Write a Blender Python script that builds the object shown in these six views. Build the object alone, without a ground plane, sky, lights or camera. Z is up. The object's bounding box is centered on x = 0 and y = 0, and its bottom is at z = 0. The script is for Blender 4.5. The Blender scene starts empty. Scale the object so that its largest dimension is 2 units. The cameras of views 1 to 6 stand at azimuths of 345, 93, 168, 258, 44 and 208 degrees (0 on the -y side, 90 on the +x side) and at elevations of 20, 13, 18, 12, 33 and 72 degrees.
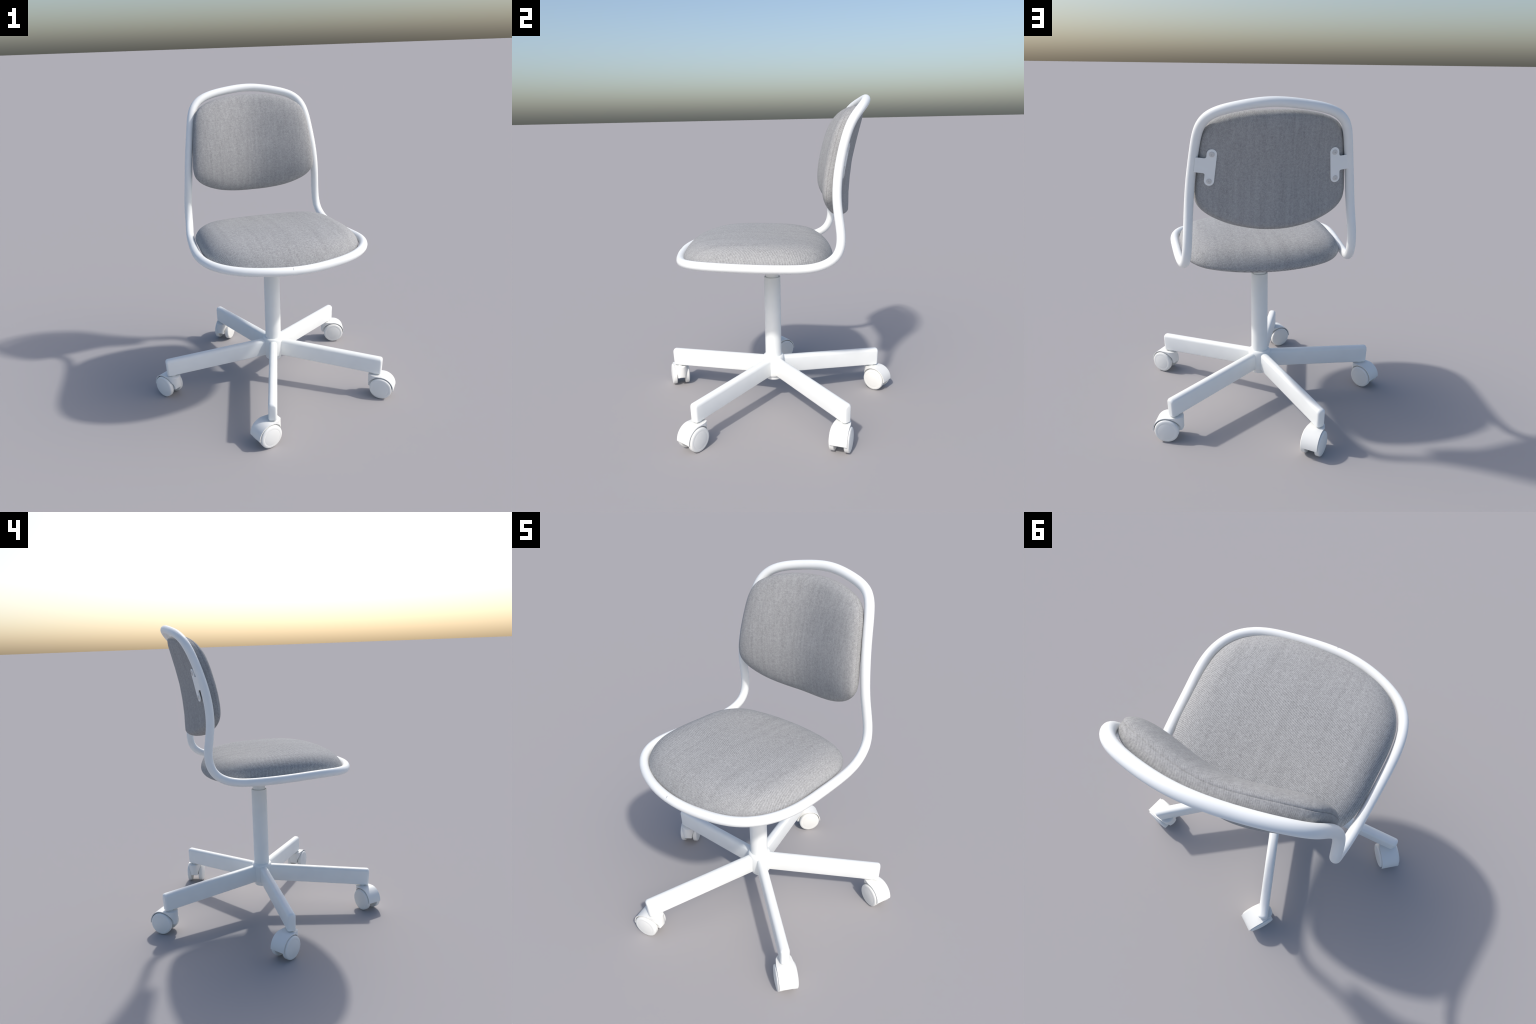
"""Swivel desk chair: white tubular loop frame, grey woven cushions, five-arm base on twin-wheel casters."""
import bpy, bmesh, math
from math import sin, cos, pi, radians, sqrt
from mathutils import Vector, Matrix

CX, CY = 0.0584, -0.0199          # swivel axis in plan
SC = bpy.context.scene.collection

# ------------------------------------------------------------------ helpers
def new_obj(name, verts, faces, mat, parent=None, smooth=True, angle=40):
    me = bpy.data.meshes.new(name)
    me.from_pydata([tuple(v) for v in verts], [], faces)
    me.materials.append(mat)
    bm = bmesh.new(); bm.from_mesh(me)
    bmesh.ops.recalc_face_normals(bm, faces=bm.faces)
    bm.to_mesh(me); bm.free()
    shade(me, smooth, angle)
    ob = bpy.data.objects.new(name, me)
    SC.objects.link(ob)
    if parent: ob.parent = parent
    return ob

def shade(me, smooth=True, angle=40):
    me.polygons.foreach_set("use_smooth", [smooth] * len(me.polygons))
    if smooth and angle < 180:
        me.set_sharp_from_angle(angle=radians(angle))
    me.update()

def bspline(ctrl, m):
    """closed uniform cubic B-spline through a loop of control points"""
    n, out = len(ctrl), []
    for i in range(n):
        p = [Vector(ctrl[(i + j) % n]) for j in (-1, 0, 1, 2)]
        for k in range(m):
            t = k / m
            w = ((1 - t) ** 3 / 6, (3 * t ** 3 - 6 * t * t + 4) / 6,
                 (-3 * t ** 3 + 3 * t * t + 3 * t + 1) / 6, t ** 3 / 6)
            out.append(p[0] * w[0] + p[1] * w[1] + p[2] * w[2] + p[3] * w[3])
    return out

def catmull(ctrl, m):
    """closed Catmull-Rom through a loop of points (interpolating)"""
    n, out = len(ctrl), []
    for i in range(n):
        a, b, c, d = [Vector(ctrl[(i + j) % n]) for j in (-1, 0, 1, 2)]
        for k in range(m):
            t = k / m
            out.append(0.5 * (2 * b + (c - a) * t + (2 * a - 5 * b + 4 * c - d) * t * t
                              + (3 * b - a - 3 * c + d) * t ** 3))
    return out

def mirror_half(half):
    """half outline from one end of the symmetry axis to the other -> closed loop"""
    back = [Vector((-p[0],) + tuple(p[1:])) for p in half[1:-1]][::-1]
    return [Vector(p) for p in half] + back

def lathe(profile, n=48, axis='Z'):
    """revolve (r, h) profile; end points with r=0 become poles"""
    V, F, rows = [], [], []
    for r, h in profile:
        if r < 1e-6:
            rows.append([len(V)]); V.append((0, 0, h))
        else:
            rows.append(list(range(len(V), len(V) + n)))
            V += [(r * cos(2 * pi * k / n), r * sin(2 * pi * k / n), h) for k in range(n)]
    for a, b in zip(rows, rows[1:]):
        for k in range(n):
            k2 = (k + 1) % n
            if len(a) == 1 and len(b) == 1: continue
            if len(a) == 1: F.append((a[0], b[k], b[k2]))
            elif len(b) == 1: F.append((a[k], b[0], a[k2]))
            else: F.append((a[k], b[k], b[k2], a[k2]))
    if axis == 'Y':
        V = [(x, z, -y) for x, y, z in V]
    return V, F

def loft(rings, closed_rows=True, cap=True):
    n = len(rings[0]); V = [v for r in rings for v in r]; F = []
    for i in range(len(rings) - 1):
        for k in range(n):
            k2 = (k + 1) % n
            F.append((i * n + k, i * n + k2, (i + 1) * n + k2, (i + 1) * n + k))
    if cap:
        F.append(tuple(range(n - 1, -1, -1)))
        F.append(tuple((len(rings) - 1) * n + k for k in range(n)))
    return V, F

def boolean(ob, cutter, op):
    md = ob.modifiers.new("b", 'BOOLEAN'); md.object = cutter; md.operation = op; md.solver = 'EXACT'
    dg = bpy.context.evaluated_depsgraph_get(); dg.update()
    me = bpy.data.meshes.new_from_object(ob.evaluated_get(dg))
    ob.modifiers.clear(); old = ob.data; ob.data = me
    bpy.data.meshes.remove(old)
    m = cutter.data; bpy.data.objects.remove(cutter); bpy.data.meshes.remove(m)

# ------------------------------------------------------------------ materials
def base_mat(name):
    m = bpy.data.materials.new(name); m.use_nodes = True
    nt = m.node_tree; nt.nodes.clear()
    out = nt.nodes.new("ShaderNodeOutputMaterial"); b = nt.nodes.new("ShaderNodeBsdfPrincipled")
    nt.links.new(b.outputs[0], out.inputs[0])
    return m, nt, b

def paint(name, col, rough, bevel=0.0, grain=0.015):
    m, nt, b = base_mat(name)
    tc = nt.nodes.new("ShaderNodeTexCoord")
    nz = nt.nodes.new("ShaderNodeTexNoise"); nz.inputs["Scale"].default_value = 9
    nz.inputs["Detail"].default_value = 3
    nt.links.new(tc.outputs["Object"], nz.inputs["Vector"])
    rp = nt.nodes.new("ShaderNodeValToRGB")
    rp.color_ramp.elements[0].position = .3; rp.color_ramp.elements[1].position = .7
    rp.color_ramp.elements[0].color = [c * (1 - grain) for c in col] + [1]
    rp.color_ramp.elements[1].color = [min(1, c * (1 + grain)) for c in col] + [1]
    nt.links.new(nz.outputs["Fac"], rp.inputs["Fac"]); nt.links.new(rp.outputs[0], b.inputs["Base Color"])
    b.inputs["Roughness"].default_value = rough
    b.inputs["Specular IOR Level"].default_value = .3
    if bevel:
        bv = nt.nodes.new("ShaderNodeBevel"); bv.samples = 6; bv.inputs["Radius"].default_value = bevel
        nt.links.new(bv.outputs[0], b.inputs["Normal"])
    return m

class G:
    """tiny math-node builder"""
    def __init__(s, nt): s.nt = nt
    def put(s, sock, v):
        if hasattr(v, "links"): s.nt.links.new(v, sock)
        else: sock.default_value = v
    def m(s, op, a, b=0.0, c=0.0, clamp=False):
        n = s.nt.nodes.new("ShaderNodeMath"); n.operation = op; n.use_clamp = clamp
        for i, v in enumerate((a, b, c)): s.put(n.inputs[i], v)
        return n.outputs[0]
    def noise(s, vec, scale, stretch=(1, 1, 1), rot=(0, 0, 0), detail=2, rough=.5):
        mp = s.nt.nodes.new("ShaderNodeMapping"); s.put(mp.inputs["Vector"], vec)
        mp.inputs["Scale"].default_value = stretch; mp.inputs["Rotation"].default_value = rot
        n = s.nt.nodes.new("ShaderNodeTexNoise"); s.put(n.inputs["Vector"], mp.outputs[0])
        n.inputs["Scale"].default_value = scale; n.inputs["Detail"].default_value = detail
        n.inputs["Roughness"].default_value = rough
        return n.outputs["Fac"]

def fabric(name, kind, dark, light, ribs=1.0):
    """woven wool: ribs (thread rows) broken up by noise, faint streaks of uneven yarn, fine speckle"""
    m, nt, b = base_mat(name); g = G(nt)
    tc = nt.nodes.new("ShaderNodeTexCoord"); P = tc.outputs["Object"]
    sp = nt.nodes.new("ShaderNodeSeparateXYZ"); nt.links.new(P, sp.inputs[0])
    X, Y, Z = sp.outputs
    wob = g.m('MULTIPLY', g.m('SUBTRACT', g.noise(P, 22, detail=1), .5), .010)
    if kind == 'seat':
        # rows run across the seat, turned about 21 degrees, and follow the roll of the front and back edge
        s = g.m('MULTIPLY', g.m('ADD', Y, .10), 7.0)
        s = g.m('MAXIMUM', g.m('MINIMUM', s, 1.0), -1.0)
        side = g.m('SUBTRACT', 1.0, g.m('MULTIPLY', g.m('SUBTRACT', g.m('ABSOLUTE', g.m('SUBTRACT', X, CX)), .33), 9.0), clamp=True)
        roll = g.m('MULTIPLY', g.m('MULTIPLY', g.m('SUBTRACT', 1.152, Z), s), side)
        c = g.m('ADD', g.m('ADD', g.m('MULTIPLY', Y, .934), g.m('MULTIPLY', X, .358)), roll)
        along = g.noise(P, 85, (1, 2.2, 1), (0, 0, radians(21)), 2)
        streak = g.noise(P, 26, (1, .06, .3), detail=2)
        pitch = .0082
    else:
        # diagonal twill seen in the x-z plane of the backrest
        c = g.m('ADD', g.m('MULTIPLY', X, .68), g.m('MULTIPLY', Z, .73))
        c = g.m('ADD', c, g.m('MULTIPLY', Y, .25))
        along = g.noise(P, 70, (1, 1, 1), detail=2)
        streak = g.noise(P, 60, (1, .5, .04), detail=2)
        pitch = .0056
    ph = g.m('MULTIPLY', g.m('ADD', c, g.m('MULTIPLY', wob, .4)), 2 * pi / pitch)
    rib = g.m('MULTIPLY', g.m('SINE', ph), .5)
    rib = g.m('MULTIPLY', rib, g.m('MULTIPLY_ADD', along, 2.4, -.5))
    grain = g.m('SUBTRACT', g.noise(P, 170, detail=2, rough=.6), .5)
    blotch = g.m('SUBTRACT', g.noise(P, 75, detail=2, rough=.7), .5)
    v = g.m('ADD', .5, g.m('MULTIPLY', rib, .68 * ribs))
    v = g.m('ADD', v, g.m('MULTIPLY', grain, 1.2 if kind == 'seat' else .9))
    v = g.m('ADD', v, g.m('MULTIPLY', blotch, .75))
    v = g.m('ADD', v, g.m('MULTIPLY', g.m('SUBTRACT', streak, .5), .40 if kind == 'seat' else .5))
    rp = nt.nodes.new("ShaderNodeValToRGB"); rp.color_ramp.interpolation = 'LINEAR'
    rp.color_ramp.elements[0].position = .0; rp.color_ramp.elements[0].color = dark + (1,)
    rp.color_ramp.elements[1].position = 1.0; rp.color_ramp.elements[1].color = light + (1,)
    nt.links.new(v, rp.inputs["Fac"]); nt.links.new(rp.outputs[0], b.inputs["Base Color"])
    bp = nt.nodes.new("ShaderNodeBump"); bp.inputs["Strength"].default_value = .25
    bp.inputs["Distance"].default_value = .002
    nt.links.new(v, bp.inputs["Height"]); nt.links.new(bp.outputs[0], b.inputs["Normal"])
    b.inputs["Roughness"].default_value = .95
    b.inputs["Specular IOR Level"].default_value = .1
    b.inputs["Sheen Weight"].default_value = .05
    return m

M_FRAME  = paint("white_powder_coat", (.87, .89, .88), .45)
M_BASE   = paint("white_base_enamel", (.88, .90, .885), .45, bevel=.003)
M_WHEEL  = paint("white_plastic", (.83, .838, .815), .5, bevel=.002)
M_STEEL  = paint("screw_steel", (.66, .65, .63), .5)
M_DARK   = paint("dark_grey", (.10, .11, .12), .8)  # flat dark colour of the small sliver on the front tube
M_SEAT   = fabric("grey_wool_seat", 'seat', (.235, .238, .240), (.475, .480, .484))
M_BACK   = fabric("grey_wool_back", 'back', (.235, .238, .240), (.455, .459, .462), .42)

# ------------------------------------------------------------------ the thing
chair = bpy.data.objects.new("swivel_chair", None)
SC.objects.link(chair)
chair["label"] = "white tubular swivel desk chair with grey woven cushions on casters"
chair["category"] = "office chair"

# ------------------------------------------------------------------ tubular loop frame
# centre line of the bent tube: seat front, +x side, up and over the backrest, down the -x side
TUBE_PATH = [(.062, -.605, 1.031), (.244, -.579, 1.036), (.415, -.540, 1.052), (.537, -.438, 1.066),
             (.590, -.282, 1.068), (.579, -.100, 1.054), (.572, .089, 1.048), (.555, .261, 1.046),
             (.539, .385, 1.110), (.529, .396, 1.236), (.517, .364, 1.393), (.504, .367, 1.550),
             (.480, .398, 1.710), (.460, .440, 1.850), (.399, .505, 1.924), (.262, .544, 1.958),
             (.102, .568, 1.985), (-.070, .549, 1.967), (-.231, .512, 1.941), (-.330, .470, 1.877),
             (-.355, .415, 1.734), (-.387, .369, 1.559), (-.401, .360, 1.383), (-.412, .401, 1.219),
             (-.414, .366, 1.096), (-.436, .250, 1.043), (-.450, .078, 1.043), (-.465, -.105, 1.052),
             (-.471, -.287, 1.067), (-.425, -.439, 1.061), (-.290, -.536, 1.045), (-.116, -.595, 1.042)]
TUBE_R = .0258
path = bspline(TUBE_PATH, 10)
def tube_mesh(path, r, n=24):
    N = len(path)
    T = [(path[(i + 1) % N] - path[i - 1]).normalized() for i in range(N)]
    up = Vector((0, 0, 1)); u = (up - T[0] * up.dot(T[0])).normalized()
    frames = []
    for i in range(N):
        u = (u - T[i] * u.dot(T[i])).normalized()
        frames.append(u.copy())
    # spread the closing twist evenly
    uc = (frames[-1] - T[0] * frames[-1].dot(T[0])).normalized()
    tw = math.atan2(uc.cross(frames[0]).dot(T[0]), uc.dot(frames[0]))
    V, F = [], []
    for i in range(N):
        q = Matrix.Rotation(tw * i / N, 3, T[i]); a = q @ frames[i]; bvec = T[i].cross(a)
        V += [path[i] + r * (a * cos(2 * pi * k / n) + bvec * sin(2 * pi * k / n)) for k in range(n)]
    for i in range(N):
        j = (i + 1) % N
        for k in range(n):
            k2 = (k + 1) % n
            F.append((i * n + k, i * n + k2, j * n + k2, j * n + k))
    return V, F
V, F = tube_mesh(path, TUBE_R)
frame = new_obj("tube_frame", V, F, M_FRAME, chair, angle=180)

# thin dark sliver laid on the tube at the front of the seat loop
jx = .011
j = min(range(len(path)), key=lambda i: (path[i] - Vector((jx, -.60, 1.04))).length)
jp, jt = path[j], (path[j + 1] - path[j - 1]).normalized()
ja = (Vector((0, 0, 1)) - jt * jt.z).normalized(); jb = jt.cross(ja)
rings = []
for k in range(15):
    a = radians(22 + 34 * k / 14); rad = TUBE_R + .0002
    w = .0008 * sin(pi * (k + .6) / 15.2)
    d = ja * cos(a) + jb * sin(a) * (-1 if jb.y > 0 else 1)
    c = jp + d * rad
    rings.append([c + jt * w + d * .0006, c - jt * w + d * .0006, c - jt * w - d * .001, c + jt * w - d * .001])
V, F = loft(rings)
new_obj("tube_dark_mark", V, F, M_DARK, chair, smooth=False)

# ------------------------------------------------------------------ cushions
def cushion_rings(loop, centre, prof):
    """loop: outline points (a, b); prof: list of (t, depth code) rows; returns rows of (a, b, t, depth)"""
    rows = []
    for t, d in prof:
        rows.append([(centre[0] + (p[0] - centre[0]) * t, centre[1] + (p[1] - centre[1]) * t, d) for p in loop])
    return rows

def grid_to_mesh(rows, fn):
    n = len(rows[0]); V = []; F = []
    for r in rows: V += [fn(*p) for p in r]
    for i in range(len(rows) - 1):
        for k in range(n):
            k2 = (k + 1) % n
            F.append((i * n + k, i * n + k2, (i + 1) * n + k2, (i + 1) * n + k))
    a = len(V)
    for row0, c in ((0, rows[0]), (len(rows) - 1, rows[-1])):
        ca = sum(p[0] for p in c) / n; cb = sum(p[1] for p in c) / n
        V.append(fn(ca, cb, c[0][2]))
        for k in range(n):
            F.append((row0 * n + k, row0 * n + (k + 1) % n, len(V) - 1))
    return V, F

# --- seat: plan outline (side, y), domed on top, flat board below
SEAT_HALF = [(0, -.574), (.165, -.561), (.31, -.520), (.415, -.445), (.475, -.345), (.493, -.22),
             (.489, -.05), (.481, .10), (.455, .195), (.39, .280), (.28, .332), (.14, .362), (0, .371)]
seat_loop = [(p.x, p.y) for p in catmull(mirror_half([(a, b, 0) for a, b in SEAT_HALF]), 7)]
S_RIM, S_PAD, S_BOT = 1.045, .108, 1.020
def saddle(s, y):                     # the whole seat dips along its middle and rolls off to front and back
    swell = .021 * math.exp(-(s / .30) ** 2 - ((y + .22) / .24) ** 2)
    return .09 * s * s - .06 * (y + .10) ** 2 - .006 * (y + .10) + swell
prof = [(.02, S_BOT), (.3, S_BOT), (.6, S_BOT), (.85, S_BOT), (.91, S_BOT + .001)]
for k in range(1, 7):
    a = pi / 2 * k / 7
    prof.append((.93 + .07 * sin(a), S_RIM - (S_RIM - S_BOT) * cos(a)))
def dome(t): return S_RIM + S_PAD * max(0.0, 1 - t ** 8) ** .66
for t in (1.0, .9985, .995, .99, .98, .97, .955, .94, .92, .90, .87, .84, .80, .75, .69, .62, .54, .45, .35, .25, .15, .05):
    prof.append((t, dome(t)))
rows = cushion_rings(seat_loop, (0, -.10), prof)
V, F = grid_to_mesh(rows, lambda a, b, d: (a + CX, b, d + saddle(a, b)))
seat = new_obj("seat_cushion", V, F, M_SEAT, chair, angle=180)

# --- backrest: outline (side, z) bent round the sitter, padded in front, seam round the edge
BACK_HALF = [(0, 1.938), (.14, 1.932), (.262, 1.908), (.348, 1.866), (.387, 1.798), (.407, 1.68),
             (.421, 1.555), (.426, 1.475), (.409, 1.415), (.350, 1.362), (.245, 1.318), (.12, 1.294), (0, 1.288)]
back_loop = [(p.x, p.y) for p in catmull(mirror_half([(a, b, 0) for a, b in BACK_HALF]), 7)]
def rear_y(s, z):
    bend = .33 * (sqrt(s * s + .15 ** 2) - .15)
    return .468 + .30 * max(0.0, z - 1.40) ** 1.75 - .8 * max(0.0, z - 1.855) ** 1.5 - bend
D_RIM, D_FRONT = .046, .127         # depth of the widest line and of the padding in front of the rear face
prof = [(.02, 0), (.3, 0), (.6, 0), (.8, 0), (.875, .0004)]
for k in range(1, 7):
    a = pi / 2 * k / 7
    prof.append((.895 + .105 * sin(a), D_RIM - D_RIM * cos(a)))
prof += [(1.0, D_RIM), (1.0, D_RIM + .008), (.9985, D_RIM + .0125), (.992, D_RIM + .0140), (.9975, D_RIM + .0155)]
def pad(t): return D_RIM + .015 + (D_FRONT - D_RIM - .015) * max(0.0, 1 - t ** 5.0) ** .55
for t in (.996, .992, .985, .975, .96, .945, .925, .90, .875, .84, .80, .75, .69, .62, .54, .45, .35, .25, .15, .05):
    prof.append((t, pad(t)))
def thin(z, d):                       # padding gets thinner towards the lower edge
    return 1 - (.10 * min(1.0, max(0.0, (1.58 - z) / .22)) if d > D_RIM + .016 else 0.0)
rows = cushion_rings(back_loop, (0, 1.62), prof)
V, F = grid_to_mesh(rows, lambda a, b, d: (a + CX, rear_y(a, b) - d * thin(b, d), b))
back = new_obj("backrest_cushion", V, F, M_BACK, chair, angle=180)

# ------------------------------------------------------------------ brackets that hold the backrest to the tube
def bracket(side):
    """T plate in its own plane: u towards the tube, v up; two screws in the long leaf"""
    top, bot = Vector((.331, 1.707)), Vector((.347, 1.562))
    axis = (top - bot).normalized(); out = Vector((axis.y, -axis.x))
    w = .0262; pts = []
    for k in range(13):                                # round upper end
        a = pi * k / 12; pts.append(top - out * w * cos(a) + axis * w * sin(a))
    def corner(p, a0, r=.010):                          # small inner fillet
        return [p + (out * (r - r * cos(a)) * a0[0] + axis * (r - r * sin(a)) * a0[1]) for a in (0, pi / 8, pi / 4, 3 * pi / 8, pi / 2)]
    tab_t, tab_b = top - axis * .026, bot + axis * .040
    pts += [tab_t + out * w + axis * .010] + [tab_t + out * (w + .010 * (1 - cos(a))) + axis * .010 * (1 - sin(a)) for a in (pi / 8, pi / 4, 3 * pi / 8, pi / 2)]
    pts += [tab_t + out * .083, tab_b + out * .083]
    pts += [tab_b + out * (w + .010 * (1 - sin(a))) - axis * .010 * (1 - cos(a)) for a in (0, pi / 8, pi / 4, 3 * pi / 8, pi / 2)]
    for k in range(13):                                # round lower end
        a = pi * k / 12; pts.append(bot + out * w * cos(a) - axis * w * sin(a))
    th = .007
    mid = (top + bot) / 2                       # the plate lies tangent to the rear face of the backrest
    y0 = rear_y(side * mid.x, mid.y)
    ks = (rear_y(side * (mid.x + .03), mid.y) - rear_y(side * (mid.x - .03), mid.y)) / .06
    ks *= .5
    kz = (rear_y(side * mid.x, 1.73) - rear_y(side * mid.x, 1.54)) / .19
    def place(p, lift):
        y = y0 + .0015 + ks * (p.x - mid.x) + kz * (p.y - mid.y) + lift
        return Vector((CX + side * p.x, y, p.y))
    V, F = loft([[place(p, 0) for p in pts], [place(p, th) for p in pts]])
    br = new_obj("mounting_bracket", V, F, M_FRAME, chair, angle=35)
    for c in (top, bot):
        prof = [(0, .0042), (.0030, .0042), (.0034, .0075), (.0125, .0078), (.0142, .0070), (.0148, .0050), (.0148, .0)]
        v, f = lathe(prof, 28)
        n = Vector((-side * ks, 1, -kz)).normalized()
        R = n.to_track_quat('Z', 'Y').to_matrix()
        o = place(c, th - .0045)
        v = [o + R @ Vector(q) for q in v]
        new_obj("screw", v, f, M_STEEL, br, angle=35)
    return br
bracket(1); bracket(-1)

# ------------------------------------------------------------------ column
def ring_part(name, prof, mat, n=64, parent=chair, angle=35):
    V, F = lathe(prof, n)
    return new_obj(name, [(x + CX, y + CY + (.001 if z > .34 else 0), z) for x, y, z in V], F, mat, parent, angle=angle)
ring_part("column_sleeve", [(.0535, .30), (.0535, .868), (.0525, .8725), (.050, .874), (.0462, .874), (.0452, .872), (.0452, .845), (.03, .845)], M_BASE)
ring_part("gas_lift_piston", [(0, .84), (.0435, .84), (.0435, 1.012), (0, 1.012)], M_BASE)
ring_part("seat_mounting_plate", [(0, 1.004), (.10, 1.004), (.105, 1.007), (.105, 1.0195), (0, 1.0195)], M_BASE)
ring_part("base_hub", [(0, .172), (.030, .172), (.032, .166), (.050, .166), (.0545, .170), (.056, .185), (.068, .196),
                       (.071, .205), (.0715, .308), (.070, .320), (.065, .328), (.058, .331), (.052, .331), (0, .331)], M_BASE)

# ------------------------------------------------------------------ five arms
ARM0 = 36.09
TIP = .764
def arm_section(r, inset, hw=.0262):
    f = (r - .085) / (.755 - .085)
    top = .3165 + (.2795 - .3165) * f - inset
    bot = .200 + (.163 - .200) * f + inset * .35
    hw = hw - inset
    R = min(.021, hw - .001); rb = .006; pts = []
    for k in range(7):
        a = pi / 2 * k / 6; pts.append((hw - R + R * cos(a), top - R + R * sin(a)))
    for k in range(7):
        a = pi / 2 + pi / 2 * k / 6; pts.append((-hw + R + R * cos(a), top - R + R * sin(a)))
    for k in range(4):
        a = pi + pi / 2 * k / 3; pts.append((-hw + rb + rb * cos(a), bot + rb + rb * sin(a)))
    for k in range(4):
        a = 3 * pi / 2 + pi / 2 * k / 3; pts.append((hw - rb + rb * cos(a), bot + rb + rb * sin(a)))
    return [Vector((r + (z - .28) * .05, y, z)) for y, z in pts]
secs = [arm_section(r, 0) for r in (.045, .25, .5, .70, TIP - .016)]
for k in range(1, 6):
    a = pi / 2 * k / 5
    secs.append(arm_section(TIP - .016 + .016 * sin(a), .013 * (1 - cos(a))))
V, F = loft(secs)
arm_obj = new_obj("base_arm", V, F, M_BASE, chair, angle=50)
arm_obj.location = (CX, CY, 0); arm_obj.rotation_euler = (0, 0, radians(ARM0))
for k in range(1, 5):
    o = arm_obj.copy(); SC.objects.link(o); o.parent = chair
    o.rotation_euler = (0, 0, radians(ARM0 + 72 * k))

# ------------------------------------------------------------------ twin-wheel casters
AX, AZ, WR = .0477, .0731, .0731           # axle offset, axle height, wheel radius
def box_prism(poly, lo, hi, plane):
    n = len(poly)
    if plane == 'XZ': ring = lambda t: [Vector((x, t, z)) for x, z in poly]
    else: ring = lambda t: [Vector((x, y, t)) for x, y in poly]
    return loft([ring(lo), ring(hi)])

def build_hood():
    # side profile: flat pad under the arm, then a quarter drum over the wheels
    side = [(-.046, .076), (-.046, .142), (-.043, .149), (-.036, .1535), (-.025, .155)]
    R = .0835
    for k in range(19):
        a = radians(97 - 100 * k / 18); side.append((AX + R * cos(a), AZ + R * sin(a)))
    side += [(.06, .069), (0, .069), (-.039, .069)]
    V, F = box_prism(side, -.10, .10, 'XZ')
    hood = new_obj("caster", V, F, M_WHEEL, None, angle=35)
    # plan: round nose about the swivel pin, straight flanks behind it
    hw = .0505; nose = .0455; plan = []
    for k in range(17):
        a = pi / 2 + pi * k / 16; plan.append((nose * cos(a), nose * sin(a)))
    plan = [(.2, hw), (.035, hw), (.018, .0485)] + plan + [(.018, -.0485), (.035, -hw), (.2, -hw)]
    V, F = box_prism(plan, -.05, .3, 'XY')
    boolean(hood, new_obj("cut", V, F, M_WHEEL), 'INTERSECT')
    for s in (1, -1):                          # wheel arches, leaving a web between the wheels
        v, f = lathe([(0, 0), (.0785, 0), (.0785, .08), (0, .08)], 64, 'Y')
        v = [(x * (1.07 if x < 0 else 1.0) + AX, (y + .0265) * s, z + AZ) for x, y, z in v]
        boolean(hood, new_obj("cut", v, f, M_WHEEL), 'DIFFERENCE')
    # open the web below the axle so that the gap between the wheels shows
    cav = [(-.036, .0), (-.036, .080), (.0, .100), (.09, .100), (.120, .080), (.120, 0)]
    V, F = box_prism(cav, -.0225, .0225, 'XZ')
    boolean(hood, new_obj("cut", V, F, M_WHEEL), 'DIFFERENCE')
    v, f = lathe([(0, .150), (.017, .150), (.017, .172), (0, .172)], 24)      # swivel pin
    bm = bmesh.new(); bm.from_mesh(hood.data)
    vs = [bm.verts.new(p) for p in v]
    for q in f: bm.faces.new([vs[i] for i in q])
    v, f = lathe([(0, -.034), (.012, -.034), (.012, .034), (0, .034)], 20, 'Y')  # axle
    vs = [bm.verts.new((x + AX, y, z + AZ)) for x, y, z in v]
    for q in f: bm.faces.new([vs[i] for i in q])
    bmesh.ops.recalc_face_normals(bm, faces=bm.faces)
    bm.to_mesh(hood.data); bm.free()
    shade(hood.data, True, 32)
    return hood

def build_wheel():
    R = WR
    p = [(0, .0285), (.060, .0285), (.069, .0290), (R - .0015, .0305), (R, .0330), (R, .0520), (R - .0012, .0555),
         (R - .004, .0580), (R - .010, .0600), (.0575, .0608), (.0560, .06085), (.0545, .0606), (.0530, .0607),
         (.0515, .0611), (.045, .0622), (.032, .0640), (.016, .0652), (0, .0656)]
    v, f = lathe(p, 56, 'Y')
    return new_obj("wheel", v, f, M_WHEEL, None, angle=30)

hood = build_hood(); wheel = build_wheel()
STEM_R = .7174
SWIVEL = {0: 342.8, 1: 53.6, 2: 126.0, 3: 197.4, 4: 322.8}    # where each caster happens to trail
for k in range(5):
    a = radians(ARM0 + 72 * k)
    h = hood if k == 0 else hood.copy()
    if k: SC.objects.link(h)
    h.parent = chair
    h.location = (CX + STEM_R * cos(a), CY + STEM_R * sin(a), 0)
    h.rotation_euler = (0, 0, radians(SWIVEL[k]))
    for s in (0, 1):
        w = wheel if (k == 0 and s == 0) else wheel.copy()
        if w is not wheel: SC.objects.link(w)
        w.parent = h
        w.location = (AX, 0, AZ)
        w.rotation_euler = (0, radians(31 * k + 50 * s), pi * s)
